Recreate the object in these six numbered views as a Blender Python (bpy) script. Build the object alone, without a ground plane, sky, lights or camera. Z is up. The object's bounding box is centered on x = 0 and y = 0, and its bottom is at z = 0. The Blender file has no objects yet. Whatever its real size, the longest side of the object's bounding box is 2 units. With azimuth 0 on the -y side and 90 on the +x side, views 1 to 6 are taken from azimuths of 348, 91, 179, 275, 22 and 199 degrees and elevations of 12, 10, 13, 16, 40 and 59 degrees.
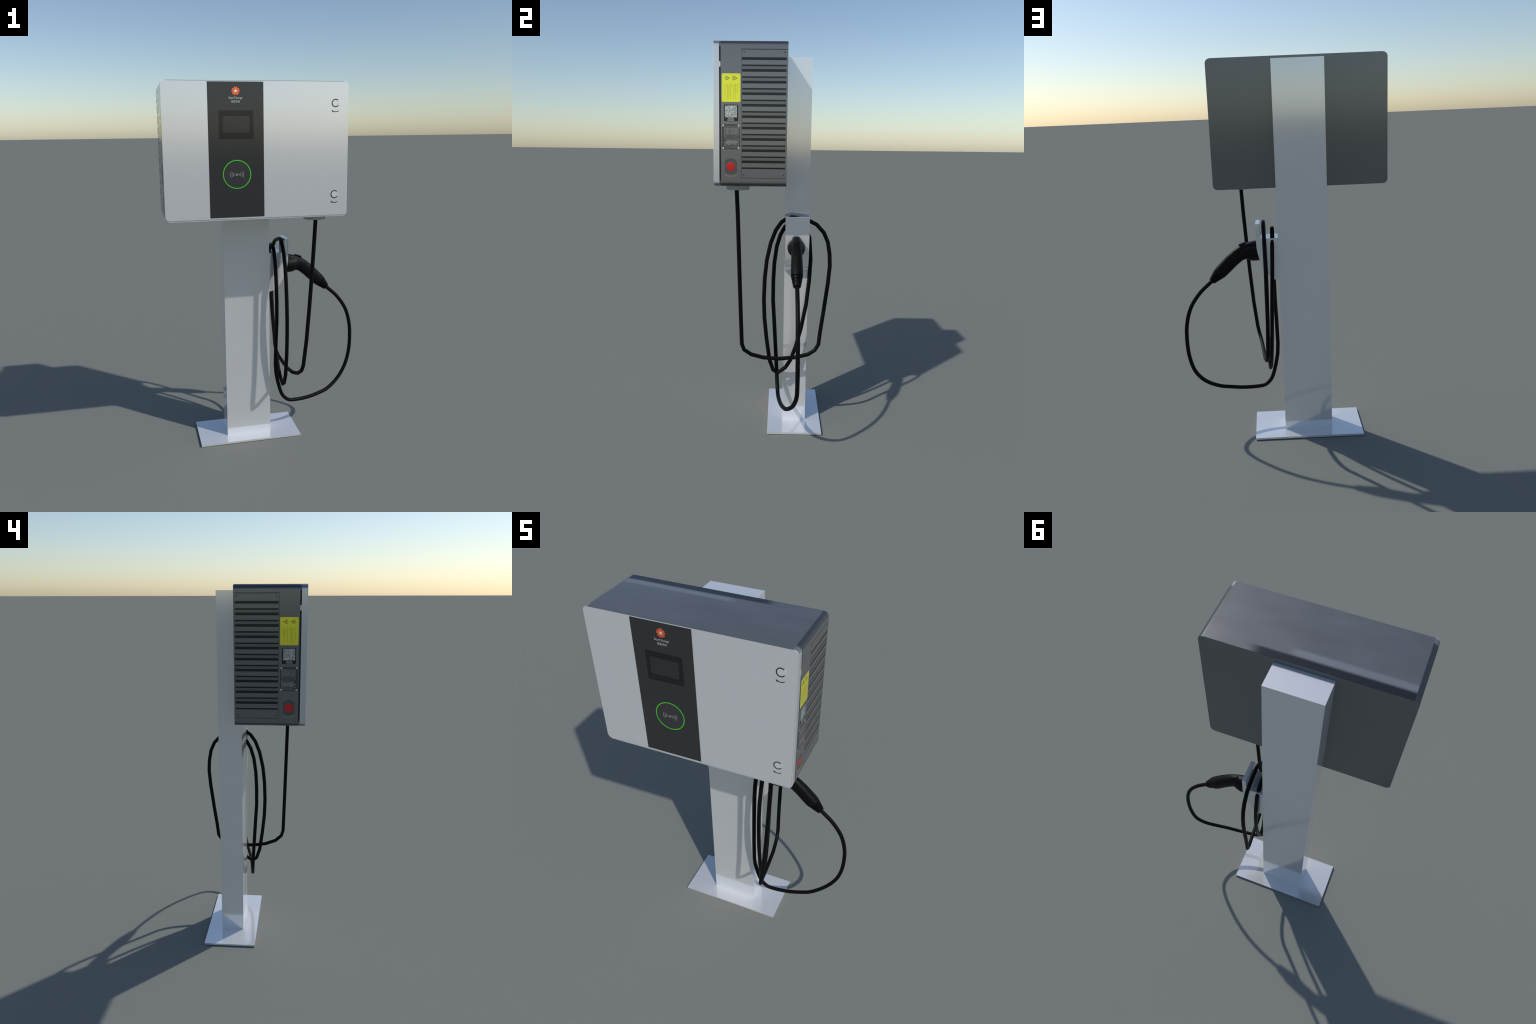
"""Pedestal charging station: post on a base plate, wall-box cabinet, cable
coiled over a holder bracket and a plug with a bent handle."""
import bpy, bmesh, math, random
from mathutils import Vector, Matrix

random.seed(7)
COL = bpy.context.scene.collection

# ------------------------------------------------------------------ materials
def material(name, colour, metallic=0.0, rough=0.5, spec=0.5, vary=0.0, scale=40.0,
             bump=0.0, bump_scale=900.0, stretch=None, coat=0.0):
    m = bpy.data.materials.new(name)
    m.use_nodes = True
    nt = m.node_tree
    b = nt.nodes["Principled BSDF"]
    b.inputs["Metallic"].default_value = metallic
    b.inputs["Roughness"].default_value = rough
    b.inputs["Specular IOR Level"].default_value = spec
    b.inputs["Coat Weight"].default_value = coat
    tc = nt.nodes.new("ShaderNodeTexCoord")
    mp = nt.nodes.new("ShaderNodeMapping")
    if stretch:
        mp.inputs["Scale"].default_value = stretch
    nt.links.new(tc.outputs["Object"], mp.inputs["Vector"])
    n = nt.nodes.new("ShaderNodeTexNoise")
    n.inputs["Scale"].default_value = scale
    n.inputs["Detail"].default_value = 4
    nt.links.new(mp.outputs["Vector"], n.inputs["Vector"])
    r = nt.nodes.new("ShaderNodeValToRGB")
    lo = [max(0.0, c * (1 - vary)) for c in colour]
    hi = [min(1.0, c * (1 + vary)) for c in colour]
    r.color_ramp.elements[0].position = 0.3
    r.color_ramp.elements[1].position = 0.7
    r.color_ramp.elements[0].color = (*lo, 1)
    r.color_ramp.elements[1].color = (*hi, 1)
    nt.links.new(n.outputs["Fac"], r.inputs["Fac"])
    nt.links.new(r.outputs["Color"], b.inputs["Base Color"])
    if bump:
        n2 = nt.nodes.new("ShaderNodeTexNoise")
        n2.inputs["Scale"].default_value = bump_scale
        nt.links.new(mp.outputs["Vector"], n2.inputs["Vector"])
        bp = nt.nodes.new("ShaderNodeBump")
        bp.inputs["Strength"].default_value = bump
        bp.inputs["Distance"].default_value = 0.0005
        nt.links.new(n2.outputs["Fac"], bp.inputs["Height"])
        nt.links.new(bp.outputs["Normal"], b.inputs["Normal"])
    return m

M_POST = material("white_painted_steel", (0.84, 0.84, 0.84), 0.5, 0.11, vary=0.01, scale=6)
M_DOOR = material("brushed_aluminium", (0.80, 0.81, 0.82), 0.5, 0.16, vary=0.035, scale=420)
M_BODY = material("dark_grey_sheet_metal", (0.185, 0.186, 0.188), 0.5, 0.17, vary=0.03, scale=300)
M_BACK = material("dark_grey_back_sheet", (0.19, 0.19, 0.19), 0.5, 0.16, vary=0.02, scale=5)
M_TOP = material("dark_grey_top_sheet", (0.175, 0.178, 0.182), 0.5, 0.2, vary=0.09, scale=6, stretch=(0.8, 1.8, 1))
M_SLOT = material("vent_slot_shadow_black", (0.021, 0.022, 0.023), 0.5, 0.18)
M_RECESS = material("vent_recess_grey", (0.15, 0.153, 0.156), 0.5, 0.19, vary=0.03, scale=300)
M_GLASS = material("black_front_panel", (0.056, 0.057, 0.058), 0.5, 0.14)
M_FRAME = material("black_screen_frame", (0.026, 0.026, 0.026), 0.5, 0.14)
M_SCREEN = material("unlit_screen_glass", (0.052, 0.052, 0.051), 0.5, 0.14)
M_DISC = material("card_reader_disc", (0.068, 0.069, 0.072), 0.5, 0.14)
M_GREEN = material("green_ring", (0.12, 0.85, 0.05), 0.5, 0.16)
M_PALE = material("pale_print", (0.62, 0.64, 0.64), 0.5, 0.16)
M_WIFI = material("grey_print", (0.46, 0.47, 0.48), 0.5, 0.16)
M_ORANGE = material("orange_emblem", (0.96, 0.165, 0.06), 0.5, 0.16)
M_WHITE = material("white_star", (0.97, 0.98, 0.98), 0.5, 0.16)
M_LOCK = material("lock_groove_black", (0.045, 0.045, 0.045), 0.5, 0.2)
M_KNOB = material("lock_knob_metal", (0.86, 0.87, 0.87), 0.5, 0.24, vary=0.02, scale=300)
M_YELLOW = material("yellow_label", (0.93, 0.90, 0.06), 0.5, 0.16)
M_INK = material("label_ink", (0.1, 0.1, 0.03), 0.5, 0.2)
M_FAINT = material("faint_label_ink", (0.5, 0.5, 0.05), 0.5, 0.2)
M_PLATE = material("dark_name_plate", (0.075, 0.078, 0.078), 0.5, 0.18)
M_ENGRAVE = material("plate_print", (0.34, 0.345, 0.34), 0.5, 0.2)
M_GREYSQ = material("pale_grey_square", (0.42, 0.432, 0.432), 0.5, 0.18, vary=0.9, scale=260)
M_RED = material("red_button", (0.70, 0.032, 0.032), 0.5, 0.17)
M_COLLAR = material("button_recess", (0.11, 0.114, 0.117), 0.5, 0.2)
M_AMBER = material("amber_print", (0.72, 0.4, 0.08), 0.5, 0.2)
M_RUBBER = material("black_cable_rubber", (0.0022, 0.0024, 0.0026), 0.0, 0.5, spec=0.12)
M_PLUG = material("black_plug_plastic", (0.0035, 0.0035, 0.0036), 0.0, 0.48, spec=0.15, vary=0.1, scale=60)
M_PIT = material("deep_black", (0.001, 0.001, 0.001), 0.0, 0.8, spec=0.1)
M_CORNER = material("dark_corner_band", (0.075, 0.08, 0.09), 0.5, 0.2)
M_DOORCORNER = material("grey_door_corner", (0.26, 0.265, 0.28), 0.5, 0.2)
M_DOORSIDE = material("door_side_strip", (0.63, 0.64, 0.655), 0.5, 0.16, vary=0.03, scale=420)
M_SEAM = material("door_seam_grey", (0.30, 0.31, 0.32), 0.4, 0.4)
M_GLAND = material("grey_gland", (0.42, 0.43, 0.43), 0.5, 0.25)  # light metal, base darkened for the cabinet's shade and mirrored ground
M_SCREW = material("screw_metal", (0.85, 0.85, 0.78), 0.5, 0.2)

def band_top(m):
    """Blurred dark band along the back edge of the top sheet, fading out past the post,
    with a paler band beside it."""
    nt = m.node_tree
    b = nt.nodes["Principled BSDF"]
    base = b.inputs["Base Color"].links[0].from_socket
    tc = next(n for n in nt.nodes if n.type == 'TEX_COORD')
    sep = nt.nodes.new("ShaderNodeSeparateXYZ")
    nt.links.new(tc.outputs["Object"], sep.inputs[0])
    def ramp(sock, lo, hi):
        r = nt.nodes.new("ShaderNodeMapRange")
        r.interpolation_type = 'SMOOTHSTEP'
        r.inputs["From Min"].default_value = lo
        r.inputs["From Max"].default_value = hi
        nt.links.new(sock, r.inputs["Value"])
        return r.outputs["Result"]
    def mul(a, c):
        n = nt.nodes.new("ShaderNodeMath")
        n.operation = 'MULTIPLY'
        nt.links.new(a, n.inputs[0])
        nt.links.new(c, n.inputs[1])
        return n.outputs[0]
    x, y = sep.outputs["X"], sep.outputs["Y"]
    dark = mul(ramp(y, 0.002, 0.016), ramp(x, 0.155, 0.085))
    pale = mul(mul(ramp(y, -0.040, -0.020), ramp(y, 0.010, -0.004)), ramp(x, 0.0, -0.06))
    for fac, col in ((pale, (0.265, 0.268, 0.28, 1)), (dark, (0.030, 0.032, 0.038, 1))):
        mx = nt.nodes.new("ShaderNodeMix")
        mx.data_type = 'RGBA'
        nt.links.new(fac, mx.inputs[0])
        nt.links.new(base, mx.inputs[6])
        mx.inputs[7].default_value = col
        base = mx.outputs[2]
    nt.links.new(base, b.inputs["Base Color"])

band_top(M_TOP)

# -------------------------------------------------------------------- helpers
def add(name, mesh, mat, parent, smooth=False, angle=35):
    o = bpy.data.objects.new(name, mesh)
    COL.objects.link(o)
    if mat and not mesh.materials:
        mesh.materials.append(mat)
    o.parent = parent
    if smooth:
        for p in mesh.polygons:
            p.use_smooth = True
        mesh.set_sharp_from_angle(angle=math.radians(angle))
        weigh(o)
    return o

def weigh(o):
    """Large flat faces keep their own normal where they meet a rounded edge."""
    w = o.modifiers.new("weighted_normal", 'WEIGHTED_NORMAL')
    w.mode = 'FACE_AREA'
    w.weight = 100
    w.keep_sharp = True

def mesh_from(bm, name):
    bmesh.ops.recalc_face_normals(bm, faces=bm.faces)
    me = bpy.data.meshes.new(name)
    bm.to_mesh(me)
    bm.free()
    return me

def bevel_mesh(bm, w, seg=2):
    bmesh.ops.bevel(bm, geom=list(bm.edges), offset=w, segments=seg, profile=0.5,
                    affect='EDGES', clamp_overlap=True)

def box(name, x, y, z, mat, parent, bevel=0.0):
    bm = bmesh.new()
    bmesh.ops.create_cube(bm, size=1)
    for v in bm.verts:
        v.co = Vector((x[0] + (v.co.x + .5) * (x[1] - x[0]),
                       y[0] + (v.co.y + .5) * (y[1] - y[0]),
                       z[0] + (v.co.z + .5) * (z[1] - z[0])))
    if bevel:
        bevel_mesh(bm, bevel)
    return add(name, mesh_from(bm, name), mat, parent, smooth=bool(bevel))

AXES = {'x': lambda a, b, h: (h, a, b), 'y': lambda a, b, h: (a, h, b), 'z': lambda a, b, h: (a, b, h)}

def prism_into(bm, poly, axis, h0, h1):
    f = AXES[axis]
    a = [bm.verts.new(f(p[0], p[1], h0)) for p in poly]
    b = [bm.verts.new(f(p[0], p[1], h1)) for p in poly]
    n = len(poly)
    bm.faces.new(a)
    bm.faces.new(b[::-1])
    for i in range(n):
        bm.faces.new((a[i], b[i], b[(i + 1) % n], a[(i + 1) % n]))

def prism(name, polys, axis, h0, h1, mat, parent, smooth=True, angle=35):
    """Extrude one outline, or several, between two heights on an axis."""
    if not isinstance(polys[0][0], (tuple, list)):
        polys = [polys]
    bm = bmesh.new()
    for p in polys:
        prism_into(bm, p, axis, h0, h1)
    return add(name, mesh_from(bm, name), mat, parent, smooth, angle)

def rounded(a0, a1, b0, b1, r, n=8):
    out = []
    for ca, cb, s in ((a1 - r, b1 - r, 0), (a0 + r, b1 - r, 90), (a0 + r, b0 + r, 180), (a1 - r, b0 + r, 270)):
        for i in range(n + 1):
            t = math.radians(s + 90 * i / n)
            out.append((ca + r * math.cos(t), cb + r * math.sin(t)))
    return out

def rect(a0, a1, b0, b1):
    return [(a0, b0), (a1, b0), (a1, b1), (a0, b1)]

def circle(ca, cb, r, n=48):
    return [(ca + r * math.cos(2 * math.pi * i / n), cb + r * math.sin(2 * math.pi * i / n)) for i in range(n)]

def arc_band(ca, cb, r, w, t0, t1, n=32):
    """Closed outline of a curved stroke of width w along an arc."""
    ts = [math.radians(t0 + (t1 - t0) * i / n) for i in range(n + 1)]
    return ([(ca + (r + w / 2) * math.cos(t), cb + (r + w / 2) * math.sin(t)) for t in ts] +
            [(ca + (r - w / 2) * math.cos(t), cb + (r - w / 2) * math.sin(t)) for t in ts[::-1]])

def ring(name, ca, cb, r, w, axis, h0, h1, mat, parent, n=72):
    bm = bmesh.new()
    f = AXES[axis]
    loops = []
    for rr, h in ((r + w / 2, h0), (r + w / 2, h1), (r - w / 2, h1), (r - w / 2, h0)):
        loops.append([bm.verts.new(f(p[0], p[1], h)) for p in circle(ca, cb, rr, n)])
    for k in range(4):
        A, B = loops[k], loops[(k + 1) % 4]
        for i in range(n):
            bm.faces.new((A[i], B[i], B[(i + 1) % n], A[(i + 1) % n]))
    return add(name, mesh_from(bm, name), mat, parent, True)

def catmull(pts, per=6):
    pts = [Vector(p) for p in pts]
    P = [2 * pts[0] - pts[1]] + pts + [2 * pts[-1] - pts[-2]]
    out = []
    for i in range(1, len(P) - 2):
        a, b, c, d = P[i - 1:i + 3]
        # centripetal-ish spacing keeps tight bends from overshooting
        ta, tb, tc = ((b - a).length ** .5, (c - b).length ** .5, (d - c).length ** .5)
        t0, t1, t2, t3 = 0, ta, ta + tb, ta + tb + tc
        for k in range(per):
            t = t1 + (t2 - t1) * k / per
            A1 = a * ((t1 - t) / (t1 - t0)) + b * ((t - t0) / (t1 - t0))
            A2 = b * ((t2 - t) / (t2 - t1)) + c * ((t - t1) / (t2 - t1))
            A3 = c * ((t3 - t) / (t3 - t2)) + d * ((t - t2) / (t3 - t2))
            B1 = A1 * ((t2 - t) / (t2 - t0)) + A2 * ((t - t0) / (t2 - t0))
            B2 = A2 * ((t3 - t) / (t3 - t1)) + A3 * ((t - t1) / (t3 - t1))
            out.append(B1 * ((t2 - t) / (t2 - t1)) + B2 * ((t - t1) / (t2 - t1)))
    out.append(pts[-1])
    return out

def sweep(name, path, radius, mat, parent, sides=16):
    bm = bmesh.new()
    n = len(path)
    tang = [(path[min(i + 1, n - 1)] - path[max(i - 1, 0)]).normalized() for i in range(n)]
    u = tang[0].orthogonal().normalized()
    rings = []
    for i in range(n):
        u = (u - tang[i] * u.dot(tang[i])).normalized()
        v = tang[i].cross(u)
        rings.append([bm.verts.new(path[i] + radius * (math.cos(2 * math.pi * k / sides) * u +
                      math.sin(2 * math.pi * k / sides) * v)) for k in range(sides)])
    for a, b in zip(rings, rings[1:]):
        for k in range(sides):
            bm.faces.new((a[k], a[(k + 1) % sides], b[(k + 1) % sides], b[k]))
    bm.faces.new(rings[0][::-1])
    bm.faces.new(rings[-1])
    return add(name, mesh_from(bm, name), mat, parent, True, 60)

def loft_into(bm, sections, sides=32, power=2.0, nose_power=None):
    """Loft through oval sections (centre x, centre z, axis angle, half height, half width)
    that lie across a spine in the plane y = YC."""
    rings = []
    for k0, (cx, cz, ang, h, w) in enumerate(sections):
        pw = nose_power if nose_power and k0 < 3 else power
        ux, uz = -math.sin(ang), math.cos(ang)
        loop = []
        for k in range(sides):
            t = 2 * math.pi * k / sides
            c, s = math.cos(t), math.sin(t)
            c = math.copysign(abs(c) ** (2 / pw), c)
            s = math.copysign(abs(s) ** (2 / pw), s)
            loop.append(bm.verts.new((cx + ux * h * s, YC + w * c, cz + uz * h * s)))
        rings.append(loop)
    for a, b in zip(rings, rings[1:]):
        for k in range(sides):
            bm.faces.new((a[k], a[(k + 1) % sides], b[(k + 1) % sides], b[k]))
    bm.faces.new(rings[0][::-1])
    bm.faces.new(rings[-1])

def evaluated_mesh(o, name):
    dg = bpy.context.evaluated_depsgraph_get()
    dg.update()
    return bpy.data.meshes.new_from_object(o.evaluated_get(dg), depsgraph=dg)

def text_mesh(body, box_a, box_b, place, thick):
    """Built-in-font text scaled to fill a rectangle; place() maps (a, b, h) to space."""
    cu = bpy.data.curves.new("lettering", 'FONT')
    cu.body = body
    cu.resolution_u = 3
    o = bpy.data.objects.new("lettering_helper", cu)
    COL.objects.link(o)
    me = evaluated_mesh(o, "lettering")
    bpy.data.objects.remove(o)
    bpy.data.curves.remove(cu)
    xs = [v.co.x for v in me.vertices]
    ys = [v.co.y for v in me.vertices]
    sx = (box_a[1] - box_a[0]) / (max(xs) - min(xs))
    sy = (box_b[1] - box_b[0]) / (max(ys) - min(ys))
    bm = bmesh.new()
    bm.from_mesh(me)
    bpy.data.meshes.remove(me)
    bmesh.ops.remove_doubles(bm, verts=bm.verts, dist=1e-6)
    x0, y0 = min(xs), min(ys)
    flat = [(v, box_a[0] + (v.co.x - x0) * sx, box_b[0] + (v.co.y - y0) * sy) for v in bm.verts]
    g = bmesh.ops.extrude_face_region(bm, geom=list(bm.faces))
    new = {e for e in g["geom"] if isinstance(e, bmesh.types.BMVert)}
    coords = {v: (a, b) for v, a, b in flat}
    for v in bm.verts:
        if v in new:
            a = box_a[0] + (v.co.x - x0) * sx
            b = box_b[0] + (v.co.y - y0) * sy
            v.co = place(a, b, thick)
    for v, (a, b) in coords.items():
        v.co = place(a, b, 0.0)
    return mesh_from(bm, "lettering")

def empty(name, loc=(0, 0, 0), parent=None):
    o = bpy.data.objects.new(name, None)
    o.location = loc
    COL.objects.link(o)
    o.parent = parent
    return o

# ------------------------------------------------------------------- the thing
ROOT = empty("charging_station")
ROOT["label"] = "pedestal electric car charging station with white door and coiled black cable"
ROOT["category"] = "charging station"

# post and base plate
POST_X, POST_Y, POST_TOP = (-0.2275, 0.031), (0.0478, 0.176), 1.976
box("base_plate", (-0.392, 0.1955), (-0.0345, 0.2585), (0.0, 0.0105), M_POST, ROOT)
box("post", POST_X, POST_Y, (0.0105, POST_TOP), M_POST, ROOT)

# cabinet ---------------------------------------------------------------------
CX0, CX1 = -0.5592, 0.3583
CZ0, CZ1 = 1.3397, 2.0
CR = 0.024
Y_FRONT, Y_DOOR_BACK, Y_BODY, Y_BACK = -0.297, -0.2685, -0.2605, 0.0474

def corner_index(p, idx=2):
    """The upper and lower parts of the rounded edges get a darker colour."""
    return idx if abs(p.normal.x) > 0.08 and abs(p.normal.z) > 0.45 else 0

def cabinet_body():
    bm = bmesh.new()
    prism_into(bm, rounded(CX0, CX1, CZ0, CZ1 - 0.0008, CR), 'y', Y_BODY, Y_BACK)
    o = add("housing", mesh_from(bm, "housing"), M_BODY, ROOT)
    cut = bmesh.new()
    d = 0.0010
    for xa, xb in ((CX0 - 0.01, CX0 + d), (CX1 - d, CX1 + 0.01)):
        prism_into(cut, rect(-0.1662, 0.0425, 1.3785, 1.962), 'x', xa, xb)
    c = add("cutter", mesh_from(cut, "cutter"), None, None)
    mod = o.modifiers.new("vents", 'BOOLEAN')
    mod.object = c
    mod.operation = 'DIFFERENCE'
    mod.solver = 'EXACT'
    me = evaluated_mesh(o, "housing")
    o.modifiers.clear()
    o.data = me
    bpy.data.objects.remove(c)
    me.materials.clear()
    me.materials.append(M_BODY)
    me.materials.append(M_BACK)
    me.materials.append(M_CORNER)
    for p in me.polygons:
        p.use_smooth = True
        p.material_index = 1 if p.normal.y > 0.9 else corner_index(p)
    me.set_sharp_from_angle(angle=math.radians(35))
    weigh(o)
    return o

BODY = cabinet_body()
# flat dark sheet that closes the top as far as the door front
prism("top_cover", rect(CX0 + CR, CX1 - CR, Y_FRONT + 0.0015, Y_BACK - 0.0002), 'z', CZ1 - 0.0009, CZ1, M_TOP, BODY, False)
# core behind the door gap
prism("door_gasket", rounded(CX0 + 0.0018, CX1 - 0.0018, CZ0 + 0.0018, CZ1 - 0.0018, CR - 0.0018), 'y', Y_DOOR_BACK - 0.002, Y_BODY + 0.002, M_SLOT, BODY)
# rounded corner clips bridging the gap
for sx in (CX0, CX1):
    for zc in (CZ0, CZ1):
        s = 1 if sx == CX1 else -1
        t = 1 if zc == CZ1 else -1
        pts = []
        for i in range(9):
            a = math.radians(90 * i / 8)
            pts.append((sx - s * CR + s * CR * math.cos(a) - s * 0.0005, zc - t * CR + t * CR * math.sin(a) - t * 0.0009))
        pts += [(sx - s * CR, zc - t * 0.012), (sx - s * 0.012, zc - t * CR)]
        pts.append((sx - s * 0.012, zc - t * 0.0268))
        pts.insert(0, (sx - s * 0.0005, zc - t * 0.0268))
        # order: outer side, arc, inner return
        prism("corner_clip", pts, 'y', Y_DOOR_BACK - 0.0002, Y_BODY + 0.0002, M_RECESS, BODY)

# door
DOOR = prism("front_door", rounded(CX0, CX1, CZ0, CZ1 - 0.0008, CR), 'y', Y_FRONT + 0.0035, Y_DOOR_BACK, M_DOOR, ROOT)
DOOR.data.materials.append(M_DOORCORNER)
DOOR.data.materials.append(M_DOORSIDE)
for p in DOOR.data.polygons:
    p.material_index = 2 if abs(p.normal.x) > 0.9 else corner_index(p, 1)
prism("door_seam", rounded(CX0 + 0.0008, CX1 - 0.0041, CZ0 + 0.0060, CZ1 - 0.0018, CR - 0.0035), 'y', Y_FRONT + 0.0027, Y_FRONT + 0.0036, M_SEAM, DOOR)
prism("door_skin", rounded(CX0 + 0.0010, CX1 - 0.0050, CZ0 + 0.0070, CZ1 - 0.0020, CR - 0.004), 'y', Y_FRONT + 0.0008, Y_FRONT + 0.0030, M_DOOR, DOOR)
for sx in (CX0 + 0.0015, CX1 - 0.0015):
    o = prism("hinge_pin", circle(sx - (0.0024 if sx > 0 else -0.0024), -0.2645, 0.0036, 16), 'z', 1.8835, 1.907, M_WHITE, DOOR)

F = Y_FRONT + 0.0008      # plane of the door skin; prints sit on it
PANEL = prism("display_panel", rect(-0.3418, -0.0724, 1.3533, 1.9947), 'y', F - 0.0008, F + 0.0002, M_GLASS, DOOR, False)
P = F - 0.0008
SCREEN = prism("screen_frame", rounded(-0.2895, -0.1230, 1.7307, 1.8628, 0.003, 4), 'y', P - 0.0006, P + 0.0002, M_FRAME, PANEL, False)
prism("screen", rect(-0.2712, -0.1420, 1.7594, 1.8368), 'y', P - 0.0010, P, M_SCREEN, SCREEN, False)

# emblem: five heart-shaped petals round a star
EX, EZ = -0.2068, 1.9520
outline = []
for k in range(5):
    a0 = math.radians(90 + 72 * k)
    for da, r in ((-36, .0146), (-31, .0162), (-25, .0190), (-20, .0205), (-15, .0208), (-10, .0202), (-5, .0178), (0, .0150),
                  (5, .0178), (10, .0202), (15, .0208), (20, .0205), (25, .0190), (31, .0162)):
        a = a0 + math.radians(da)
        outline.append((EX + r * math.cos(a), EZ + r * math.sin(a)))
EMB = prism("emblem", outline, 'y', P - 0.0004, P + 0.0002, M_ORANGE, PANEL, False)
star = []
for k in range(10):
    a = math.radians(90 + 36 * k)
    r = 0.0088 if k % 2 == 0 else 0.0040
    star.append((EX + r * math.cos(a), EZ + r * math.sin(a)))
prism("star", star, 'y', P - 0.0008, P, M_WHITE, EMB, False)
front = lambda y: (lambda a, b, h: Vector((a, y - h, b)))
add("lettering", text_mesh("StarCharge", (-0.2402, -0.1742), (1.9128, 1.9262), front(P), 0.0005), M_PALE, PANEL)
add("lettering", text_mesh("\u661f\u661f\u5145\u7535", (-0.2281, -0.1863), (1.8980, 1.9092), front(P), 0.0005), M_PALE, PANEL)

# card reader
RX, RZ = -0.2063, 1.5620
prism("reader_disc", circle(RX, RZ, 0.0665, 64), 'y', P - 0.0003, P + 0.0002, M_DISC, PANEL, False)
ring("reader_ring", RX, RZ, 0.0672, 0.0042, 'y', P - 0.0008, P, M_GREEN, PANEL)
waves = [circle(RX, RZ - 0.0008, 0.0052, 20)]
for r, half in ((0.0115, 26), (0.0180, 27), (0.0250, 27), (0.0325, 27)):
    for c in (0, 180):
        waves.append(arc_band(RX, RZ - 0.0008, r, 0.0021, c - half, c + half, 10))
prism("contactless_symbol", waves, 'y', P - 0.0006, P - 0.0001, M_WIFI, PANEL, False)

# quarter-turn locks with an arrow below
for lz in (1.8968, 1.4512):
    lx = 0.2903
    K = prism("lock_knob", circle(lx, lz, 0.0178, 40), 'y', F - 0.0005, F + 0.0002, M_KNOB, DOOR)
    prism("lock_groove", arc_band(lx, lz, 0.0178, 0.0046, 45, 325, 36), 'y', F - 0.0008, F, M_LOCK, K, False)
    prism("lock_highlight_arc", arc_band(lx, lz, 0.0180, 0.0036, -33, 43, 14), 'y', F - 0.0008, F, M_KNOB, K, False)  # glint on the right of the lock ring, modelled as a pale arc
    arrow = [arc_band(lx - 0.0005, lz - 0.0110, 0.0310, 0.0036, 247, 302, 14),
             [(lx - 0.0200, lz - 0.0342), (lx - 0.0098, lz - 0.0352), (lx - 0.0148, lz - 0.0438)]]
    prism("turn_arrow", arrow, 'y', F - 0.0005, F + 0.0001, M_LOCK, DOOR, False)

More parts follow.
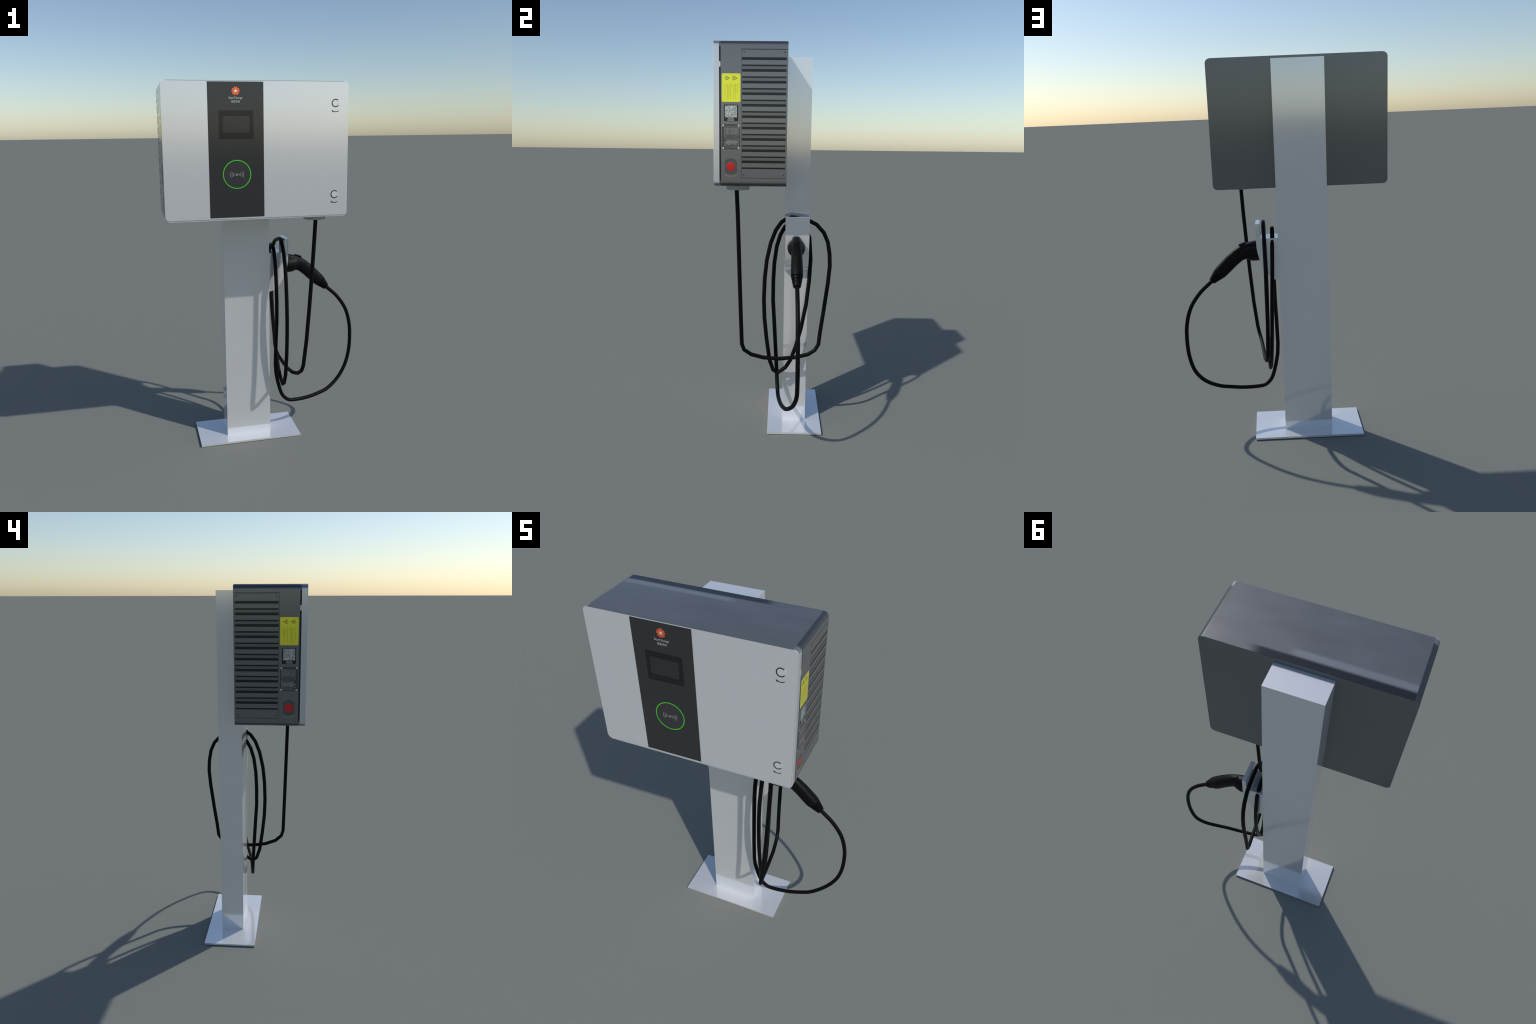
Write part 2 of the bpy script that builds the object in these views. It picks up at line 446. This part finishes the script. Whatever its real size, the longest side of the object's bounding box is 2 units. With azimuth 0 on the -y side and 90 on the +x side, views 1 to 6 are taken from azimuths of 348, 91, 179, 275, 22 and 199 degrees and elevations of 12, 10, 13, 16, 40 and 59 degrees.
# cabinet sides (the two sides are mirror images) -------------------------------
def side_parts(s):
    X = CX1 if s > 0 else CX0
    def px(name, polys, h0, h1, mat, parent, smooth=False):
        """Prism on this side, h measured outward from the side sheet."""
        h0, h1 = (h * 0.5 if h > 0 else h for h in (h0, h1))
        return prism(name, polys, 'x', X + s * h0, X + s * h1, mat, parent, smooth)
    # vent panel: dark back, framed by a fine gap, with hoods and recessed strips between
    VENT = px("vent_panel", rect(-0.1660, 0.0423, 1.3787, 1.9618), -0.0014, -0.0008, M_SLOT, BODY)
    y0, y1 = -0.1628, 0.0405
    bars = [rect(y0 - 0.0018, y0, 1.3805, 1.9590), rect(y1, y1 + 0.0016, 1.3805, 1.9590)]
    px("vent_frame", bars, -0.0010, -0.0001, M_BODY, VENT)
    first, step = 1.9254, 0.05158
    px("end_strip", rect(y0, y1, first, 1.9590), -0.0010, -0.0001, M_BODY, VENT)
    for i in range(10):
        top = first - i * step - 0.0122
        px("louver", rect(y0, y1, top - 0.0200, top), -0.0010, 0.0, M_BODY, VENT)
        low = top - 0.0200 - 0.0072
        if i < 9:
            px("vent_strip", rect(y0, y1, low - 0.0122, low), -0.0010, -0.0004, M_RECESS, VENT)
        else:
            px("end_strip", rect(y0, y1, 1.3805, low), -0.0010, -0.0001, M_BODY, VENT)
    for y, z in ((-0.1535, 1.9471), (0.0321, 1.9471), (-0.1535, 1.3938), (0.0321, 1.3938)):
        px("screw_hole", circle(y, z, 0.0026, 16), -0.001, 0.0, M_PIT, VENT)
    # warning label, printed sideways
    LAB = px("warning_label", rounded(-0.2563, -0.1698, 1.7269, 1.8540, 0.006, 5), -0.0003, 0.0006, M_YELLOW, BODY)
    bm = bmesh.new()
    # dark border line
    o_, i_ = rounded(-0.2538, -0.1723, 1.7300, 1.8512, 0.0045, 5), rounded(-0.2529, -0.1732, 1.7309, 1.8503, 0.0038, 5)
    n = len(o_)
    for k in range(n):
        prism_into(bm, [o_[k], o_[(k + 1) % n], i_[(k + 1) % n], i_[k]], 'x', X + s * 0.0002, X + s * 0.0004)
    add("label_border", mesh_from(bm, "label_border"), M_FAINT, LAB)
    h0, h1 = 0.0004, 0.0009
    for yc in (-0.2370, -0.2010):
        zc, w, hh = 1.8330, 0.0100, 0.0185
        tri = [(yc, zc + w), (yc, zc - w), (yc + hh, zc)]
        cen = (yc + hh / 3, zc)
        inn = [(cen[0] + (p[0] - cen[0]) * .66, cen[1] + (p[1] - cen[1]) * .66) for p in tri]
        strokes = [[tri[k], tri[(k + 1) % 3], inn[(k + 1) % 3], inn[k]] for k in range(3)]
        strokes.append(rect(yc + 0.0035, yc + 0.0105, zc - 0.0009, zc + 0.0009))
        if yc > -0.22:
            strokes += [rect(yc - 0.0058, yc - 0.0028, zc + q - 0.0016, zc + q + 0.0016) for q in (-0.0075, -0.0025, 0.0025, 0.0075)]
        else:
            strokes += [rect(yc - 0.0058, yc - 0.0028, zc + q - 0.0016, zc + q + 0.0016) for q in (-0.0034, 0.0034)]
        px("warning_symbol", strokes, h0, h1, M_INK, LAB)
    rng = random.Random(11)
    dashes = []
    for y, z_end, head in ((-0.1850, 1.766, 1), (-0.1915, 1.738, 1), (-0.1980, 1.770, 0), (-0.2040, 1.737, 1),
                           (-0.2105, 1.797, 0), (-0.2165, 1.738, 1), (-0.2230, 1.739, 1), (-0.2295, 1.737, 0),
                           (-0.2355, 1.797, 0), (-0.2415, 1.741, 1)):
        if head:
            dashes.append(rect(y - 0.0012, y + 0.0012, 1.8095, 1.8118))
        z = 1.8055
        while z > z_end:
            ln = rng.choice((0.0020, 0.0030, 0.0045))
            dashes.append(rect(y - rng.uniform(.0009, .0015), y + rng.uniform(.0009, .0015), max(z - ln, z_end), z))
            z -= ln + rng.choice((0.0007, 0.0012))
    t = px("label_print", dashes, h0, h1, M_FAINT, LAB)
    t["kind"] = "stuff"
    # dark sticker with a plain pale square
    ST = px("code_sticker", rounded(-0.2457, -0.1803, 1.6405, 1.7149, 0.0015, 3), -0.0003, 0.0006, M_SLOT, BODY)
    px("pale_square", rect(-0.2415, -0.1858, 1.6571, 1.7113), 0.0004, 0.0010, M_GREYSQ, ST)
    dashes = [rect(-0.2255 + k * .0034, -0.2230 + k * .0034, 1.6503, 1.6545) for k in range(7) if k != 3]
    dashes += [rect(-0.2305 + k * .0033, -0.2281 + k * .0033, 1.6428, 1.6480) for k in range(10)]
    t = px("sticker_print", dashes, 0.0004, 0.0009, M_WIFI, ST)
    t["kind"] = "stuff"
    # riveted name plate
    NP = px("name_plate", rect(-0.2566, -0.1721, 1.5123, 1.6268), -0.0003, 0.0008, M_PLATE, BODY)
    for y in (-0.2505, -0.1780):
        for z in (1.5180, 1.6210):
            S = px("rivet", circle(y, z, 0.0044, 20), 0.0004, 0.0014, M_SCREW, NP, True)
            px("rivet_hole", circle(y, z, 0.0017, 12), 0.0010, 0.0017, M_PIT, S)
    h0, h1 = 0.0005, 0.0011
    a0, a1, b0, b1 = -0.2385, -0.1834, 1.5185, 1.6166
    lines = []
    for k in range(12):
        y = a0 + (a1 - a0) * k / 11
        lines.append(rect(y - 0.0004, y + 0.0004, b0, b1))
    for z in (b0, 1.5790, 1.5855, 1.5905, 1.5960, 1.6010, 1.6085, b1):
        wz = 0.0008 if z in (1.5855, 1.6085) else 0.0004
        lines.append(rect(a0, a1, z - wz, z + wz))
    for k in range(11):
        y = a0 + (a1 - a0) * (k + .5) / 11
        m = 1.5450 + rng.uniform(-.003, .003)
        ln = rng.uniform(.006, .0125)
        lines.append(rect(y - 0.0011, y + 0.0011, m - ln, m + ln))
        for z in (1.5880, 1.5932, 1.5985, 1.6045):
            if rng.random() < .7:
                lines.append(rect(y - 0.0009, y + 0.0009, z - 0.0014, z + 0.0014))
    for z0, z1 in ((1.5725, 1.6140), (1.5665, 1.5715)):
        lines.append(rect(-0.2445, -0.2425, z0, z1))
    for z0, z1 in ((1.5850, 1.6030), (1.5735, 1.5830), (1.5410, 1.5640), (1.5230, 1.5390)):
        lines.append(rect(-0.1808, -0.1788, z0, z1))
    lines.append(circle(-0.1798, 1.6105, 0.0036, 14))
    lines.append(circle(-0.2440, 1.5430, 0.0030, 12))
    lines.append(circle(-0.2440, 1.5310, 0.0030, 12))
    t = px("plate_print", lines, h0, h1, M_ENGRAVE, NP)
    t["kind"] = "stuff"
    # emergency stop: recessed collar with flattened flanks, red button, curved caption
    by, bz = -0.2145, 1.4321
    coll = [(max(-0.2427, min(-0.1862, p[0])), p[1]) for p in circle(by, bz, 0.0382, 72)]
    COLLAR = px("button_collar", coll, -0.0003, 0.0005, M_COLLAR, BODY)
    bm = bmesh.new()
    prof = [(0.0200, 0.0001), (0.0200, 0.0006), (0.0194, 0.0008), (0.0100, 0.0009)]
    loops = [[bm.verts.new((X + s * h, q[0], q[1])) for q in circle(by - 0.0005, bz, r, 48)] for r, h in prof]
    for A, B in zip(loops, loops[1:]):
        for k in range(48):
            bm.faces.new((A[k], B[k], B[(k + 1) % 48], A[(k + 1) % 48]))
    bm.faces.new(loops[-1])
    bm.faces.new(loops[0])
    add("stop_button", mesh_from(bm, "stop_button"), M_RED, BODY, True, 30)
    for ch, ang in zip("\u7d27\u6025\u505c\u6b62", (-26, -9, 9, 26)):
        def place(a, b, h, ang=math.radians(ang)):
            r = 0.0455 - b
            th = ang + a / 0.0455
            return Vector((X + s * h, by + r * math.sin(th), bz - r * math.cos(th)))
        add("lettering", text_mesh(ch, (-0.0042, 0.0042), (-0.0042, 0.0042), place, 0.0004), M_AMBER, BODY)

for s in (1, -1):
    side_parts(s)

# cable gland under the cabinet
bm = bmesh.new()
prof = [(0.0580, CZ0 + 0.002), (0.0580, 1.3195), (0.0560, 1.3165), (0.0520, 1.3150), (0.0100, 1.3140)]
loops = [[bm.verts.new((p[0], p[1], z)) for p in circle(0.2195, -0.1905, r, 48)] for r, z in prof]
for A, B in zip(loops, loops[1:]):
    for k in range(48):
        bm.faces.new((A[k], B[k], B[(k + 1) % 48], A[(k + 1) % 48]))
bm.faces.new(loops[-1])
bm.faces.new(loops[0])
add("cable_gland", mesh_from(bm, "cable_gland"), M_GLAND, ROOT, True, 40)

# ------------------------------------------------------------ holder bracket
holder = [(0.0290, 1.0955), (0.1220, 1.0955), (0.1220, 1.1725), (0.1440, 1.1725), (0.1440, 1.0900), (0.1425, 1.0480),
          (0.1375, 1.0150), (0.1285, 0.9800), (0.1170, 0.9490), (0.1030, 0.9230), (0.0860, 0.8990), (0.0700, 0.8840),
          (0.0560, 0.8755), (0.0290, 0.8690)]
bm = bmesh.new()
prism_into(bm, holder, 'y', 0.0490, 0.1735)
sharp = [e for e in bm.edges if abs(e.verts[0].co.y - e.verts[1].co.y) < 1e-6 or
         any(abs(e.verts[0].co.x - q[0]) + abs(e.verts[0].co.z - q[1]) < 1e-5 for q in holder[1:4])]
bmesh.ops.bevel(bm, geom=sharp, offset=0.0012, segments=2, profile=0.5, affect='EDGES', clamp_overlap=True)
add("holder_bracket", mesh_from(bm, "holder_bracket"), M_POST, ROOT, True, 30)

# ----------------------------------------------------------------------- cable
CABLE_R = 0.0106
cable = [
    # down from the gland and under
    (0.2240, -0.1965, 1.3250), (0.2240, -0.1962, 1.3000), (0.2195, -0.1915, 1.1900), (0.2100, -0.1870, 1.0150),
    (0.1985, -0.1822, 0.8300), (0.1850, -0.1772, 0.6450), (0.1690, -0.1730, 0.4980), (0.1620, -0.1620, 0.4635),
    (0.1510, -0.1250, 0.4340), (0.1410, -0.0606, 0.4135), (0.1330, 0.0228, 0.4049), (0.1260, 0.1155, 0.4119),
    # first turn: up behind the post side, over the ledge, down the front
    (0.1170, 0.1805, 0.4264), (0.1120, 0.2174, 0.4490), (0.1085, 0.2365, 0.4810), (0.1060, 0.2440, 0.5523),
    (0.1020, 0.2597, 0.6664), (0.0995, 0.2787, 0.8171), (0.0985, 0.2864, 0.9103), (0.0990, 0.2834, 0.9751),
    (0.1000, 0.2723, 1.0393), (0.1010, 0.2500, 1.0892), (0.1025, 0.2105, 1.1315), (0.1030, 0.1785, 1.1470),
    (0.1035, 0.1200, 1.1630), (0.1037, 0.0830, 1.1680), (0.1040, 0.0520, 1.1575), (0.1035, 0.0289, 1.1420), (0.1045, -0.0002, 1.1001),
    (0.1050, -0.0264, 1.0315), (0.1055, -0.0462, 0.9395), (0.1060, -0.0562, 0.8418), (0.1075, -0.0597, 0.7294),
    (0.1080, -0.0560, 0.6248), (0.1085, -0.0437, 0.5100), (0.1065, -0.0267, 0.3897), (0.1035, -0.0064, 0.3305),
    (0.1015, 0.0165, 0.3115),
    # second turn, tighter, passing through the holder
    (0.0970, 0.0611, 0.3431), (0.0930, 0.0887, 0.3866), (0.0880, 0.1155, 0.4639), (0.0830, 0.1418, 0.5627),
    (0.0775, 0.1670, 0.6966), (0.0715, 0.1810, 0.8284), (0.0660, 0.1865, 0.9400), (0.0620, 0.1780, 1.0550),
    (0.0600, 0.1580, 1.0980), (0.0590, 0.1150, 1.1330), (0.0585, 0.0750, 1.1310), (0.0580, 0.0476, 1.1127),
    (0.0585, 0.0228, 1.0665), (0.0585, 0.0053, 1.0059), (0.0590, -0.0065, 0.9171), (0.0600, -0.0109, 0.8230),
    (0.0595, -0.0110, 0.7084), (0.0560, -0.0035, 0.5910), (0.0540, 0.0048, 0.4505), (0.0580, 0.0084, 0.3922),
    (0.0690, 0.0121, 0.3365), (0.0865, 0.0155, 0.2732), (0.1020, 0.0180, 0.2405),
    # out and round to the plug
    (0.1360, 0.0210, 0.2105), (0.1850, 0.0257, 0.2040), (0.2640, 0.0360, 0.2075), (0.3310, 0.0479, 0.2197),
    (0.3900, 0.0630, 0.2355), (0.4660, 0.0925, 0.2845), (0.5150, 0.1100, 0.3497), (0.5405, 0.1122, 0.4333),
    (0.5484, 0.1115, 0.5300), (0.5415, 0.1105, 0.6300), (0.5130, 0.1095, 0.7230), (0.4600, 0.1085, 0.8000),
    (0.4180, 0.1075, 0.8400), (0.3840, 0.1068, 0.8690)]
# the wound turns are faceted like stiff cable, the free loop to the plug runs smooth
TURNS = 58
path = [Vector(p) for p in cable[:TURNS]] + catmull(cable, 4)[TURNS * 4:]
sweep("charging_cable", path, CABLE_R, M_RUBBER, ROOT)

# ------------------------------------------------------------------------ plug
YC = 0.1065
D = math.radians
bm = bmesh.new()
# round nose that seats in the holder
loft_into(bm, [(0.1285, 1.0135, 0, 0.0465, 0.0465), (0.1600, 1.0125, 0, 0.0465, 0.0455), (0.1800, 1.0130, D(-3), 0.0455, 0.0430),
               (0.2000, 1.0135, D(-8), 0.0415, 0.0370), (0.2200, 1.0110, D(-20), 0.0330, 0.0270)])
# bent grip
loft_into(bm, [(0.1340, 1.0330, D(-4), 0.0410, 0.0235), (0.1600, 1.0280, D(-6), 0.0440, 0.0245), (0.1920, 1.0190, D(-14), 0.0455, 0.0255),
               (0.2190, 1.0130, D(-25), 0.0400, 0.0265), (0.2420, 1.0010, D(-36), 0.0370, 0.0270),
               (0.2780, 0.9720, D(-42), 0.0370, 0.0285), (0.3125, 0.9385, D(-43.5), 0.0366, 0.0302),
               (0.3320, 0.9200, D(-43.5), 0.0358, 0.0305), (0.3495, 0.9035, D(-43.5), 0.0340, 0.0292)], power=2.5, nose_power=3.6)
tmp = add("plug_helper", mesh_from(bm, "plug_helper"), None, None)
md = tmp.modifiers.new("skin", 'REMESH')
md.mode = 'VOXEL'
md.voxel_size = 0.0022
ms = tmp.modifiers.new("soften", 'SMOOTH')
ms.factor = 0.5
ms.iterations = 8
me = evaluated_mesh(tmp, "plug_body")
bpy.data.objects.remove(tmp)
me.name = "plug_body"
PLUG = add("plug_body", me, M_PLUG, ROOT, True, 60)

# ribbed strain relief: rings along the grip axis
ax = D(-44.5)
dx, dz = math.cos(ax), math.sin(ax)
bm = bmesh.new()
secs = []
L = 0.060
def boot(t, k=1.0):
    h = 0.0338 + (0.0185 - 0.0338) * t
    w = 0.0290 + (0.0185 - 0.0290) * t
    return (0.3485 + dx * L * t, 0.9045 + dz * L * t, ax, h * k, w * k)
for i in range(3):
    a = 0.06 + i * 0.27
    secs += [boot(a - 0.05), boot(a + 0.00), boot(a + 0.012, 0.78), boot(a + 0.062, 0.78), boot(a + 0.075), boot(a + 0.135),
             boot(a + 0.145, 0.84), boot(a + 0.180, 0.84), boot(a + 0.19)]
secs += [boot(0.86), boot(0.96, 0.98), boot(1.0, 0.88), boot(1.02, 0.6)]
loft_into(bm, secs, 32, 2.2)
add("strain_relief", mesh_from(bm, "strain_relief"), M_PLUG, ROOT, True, 40)

# release button on the back of the grip
bm = bmesh.new()
ang = D(-19)
loops = []
bx, bzz = 0.2180, 1.0580
tx, tz, nx, nz = math.cos(ang), math.sin(ang), -math.sin(ang), math.cos(ang)
for g, h in ((1.0, -0.006), (1.0, 0.0042), (0.93, 0.0058), (0.6, 0.0062)):
    loops.append([bm.verts.new((bx + tx * a * g + nx * h, YC + b * g, bzz + tz * a * g + nz * h))
                  for a, b in rounded(-0.0215, 0.0215, -0.0125, 0.0125, 0.0120, 8)])
n = len(loops[0])
for A, B in zip(loops, loops[1:]):
    for k in range(n):
        bm.faces.new((A[k], B[k], B[(k + 1) % n], A[(k + 1) % n]))
bm.faces.new(loops[0])
bm.faces.new(loops[-1])
add("release_button", mesh_from(bm, "release_button"), M_PLUG, PLUG, True, 40)

# screw pits on both flanks of the grip
for sgn in (1, -1):
    for x, z, w in ((0.2500, 1.0190, 0.0225), (0.2420, 0.9680, 0.0150), (0.3480, 0.9330, 0.0170), (0.3150, 0.8980, 0.0180)):
        bm = bmesh.new()
        prism_into(bm, circle(x, z, 0.0032, 14), 'y', YC + sgn * (w - 0.006), YC + sgn * (w + 0.0030))
        add("screw_pit", mesh_from(bm, "screw_pit"), M_PIT, PLUG)
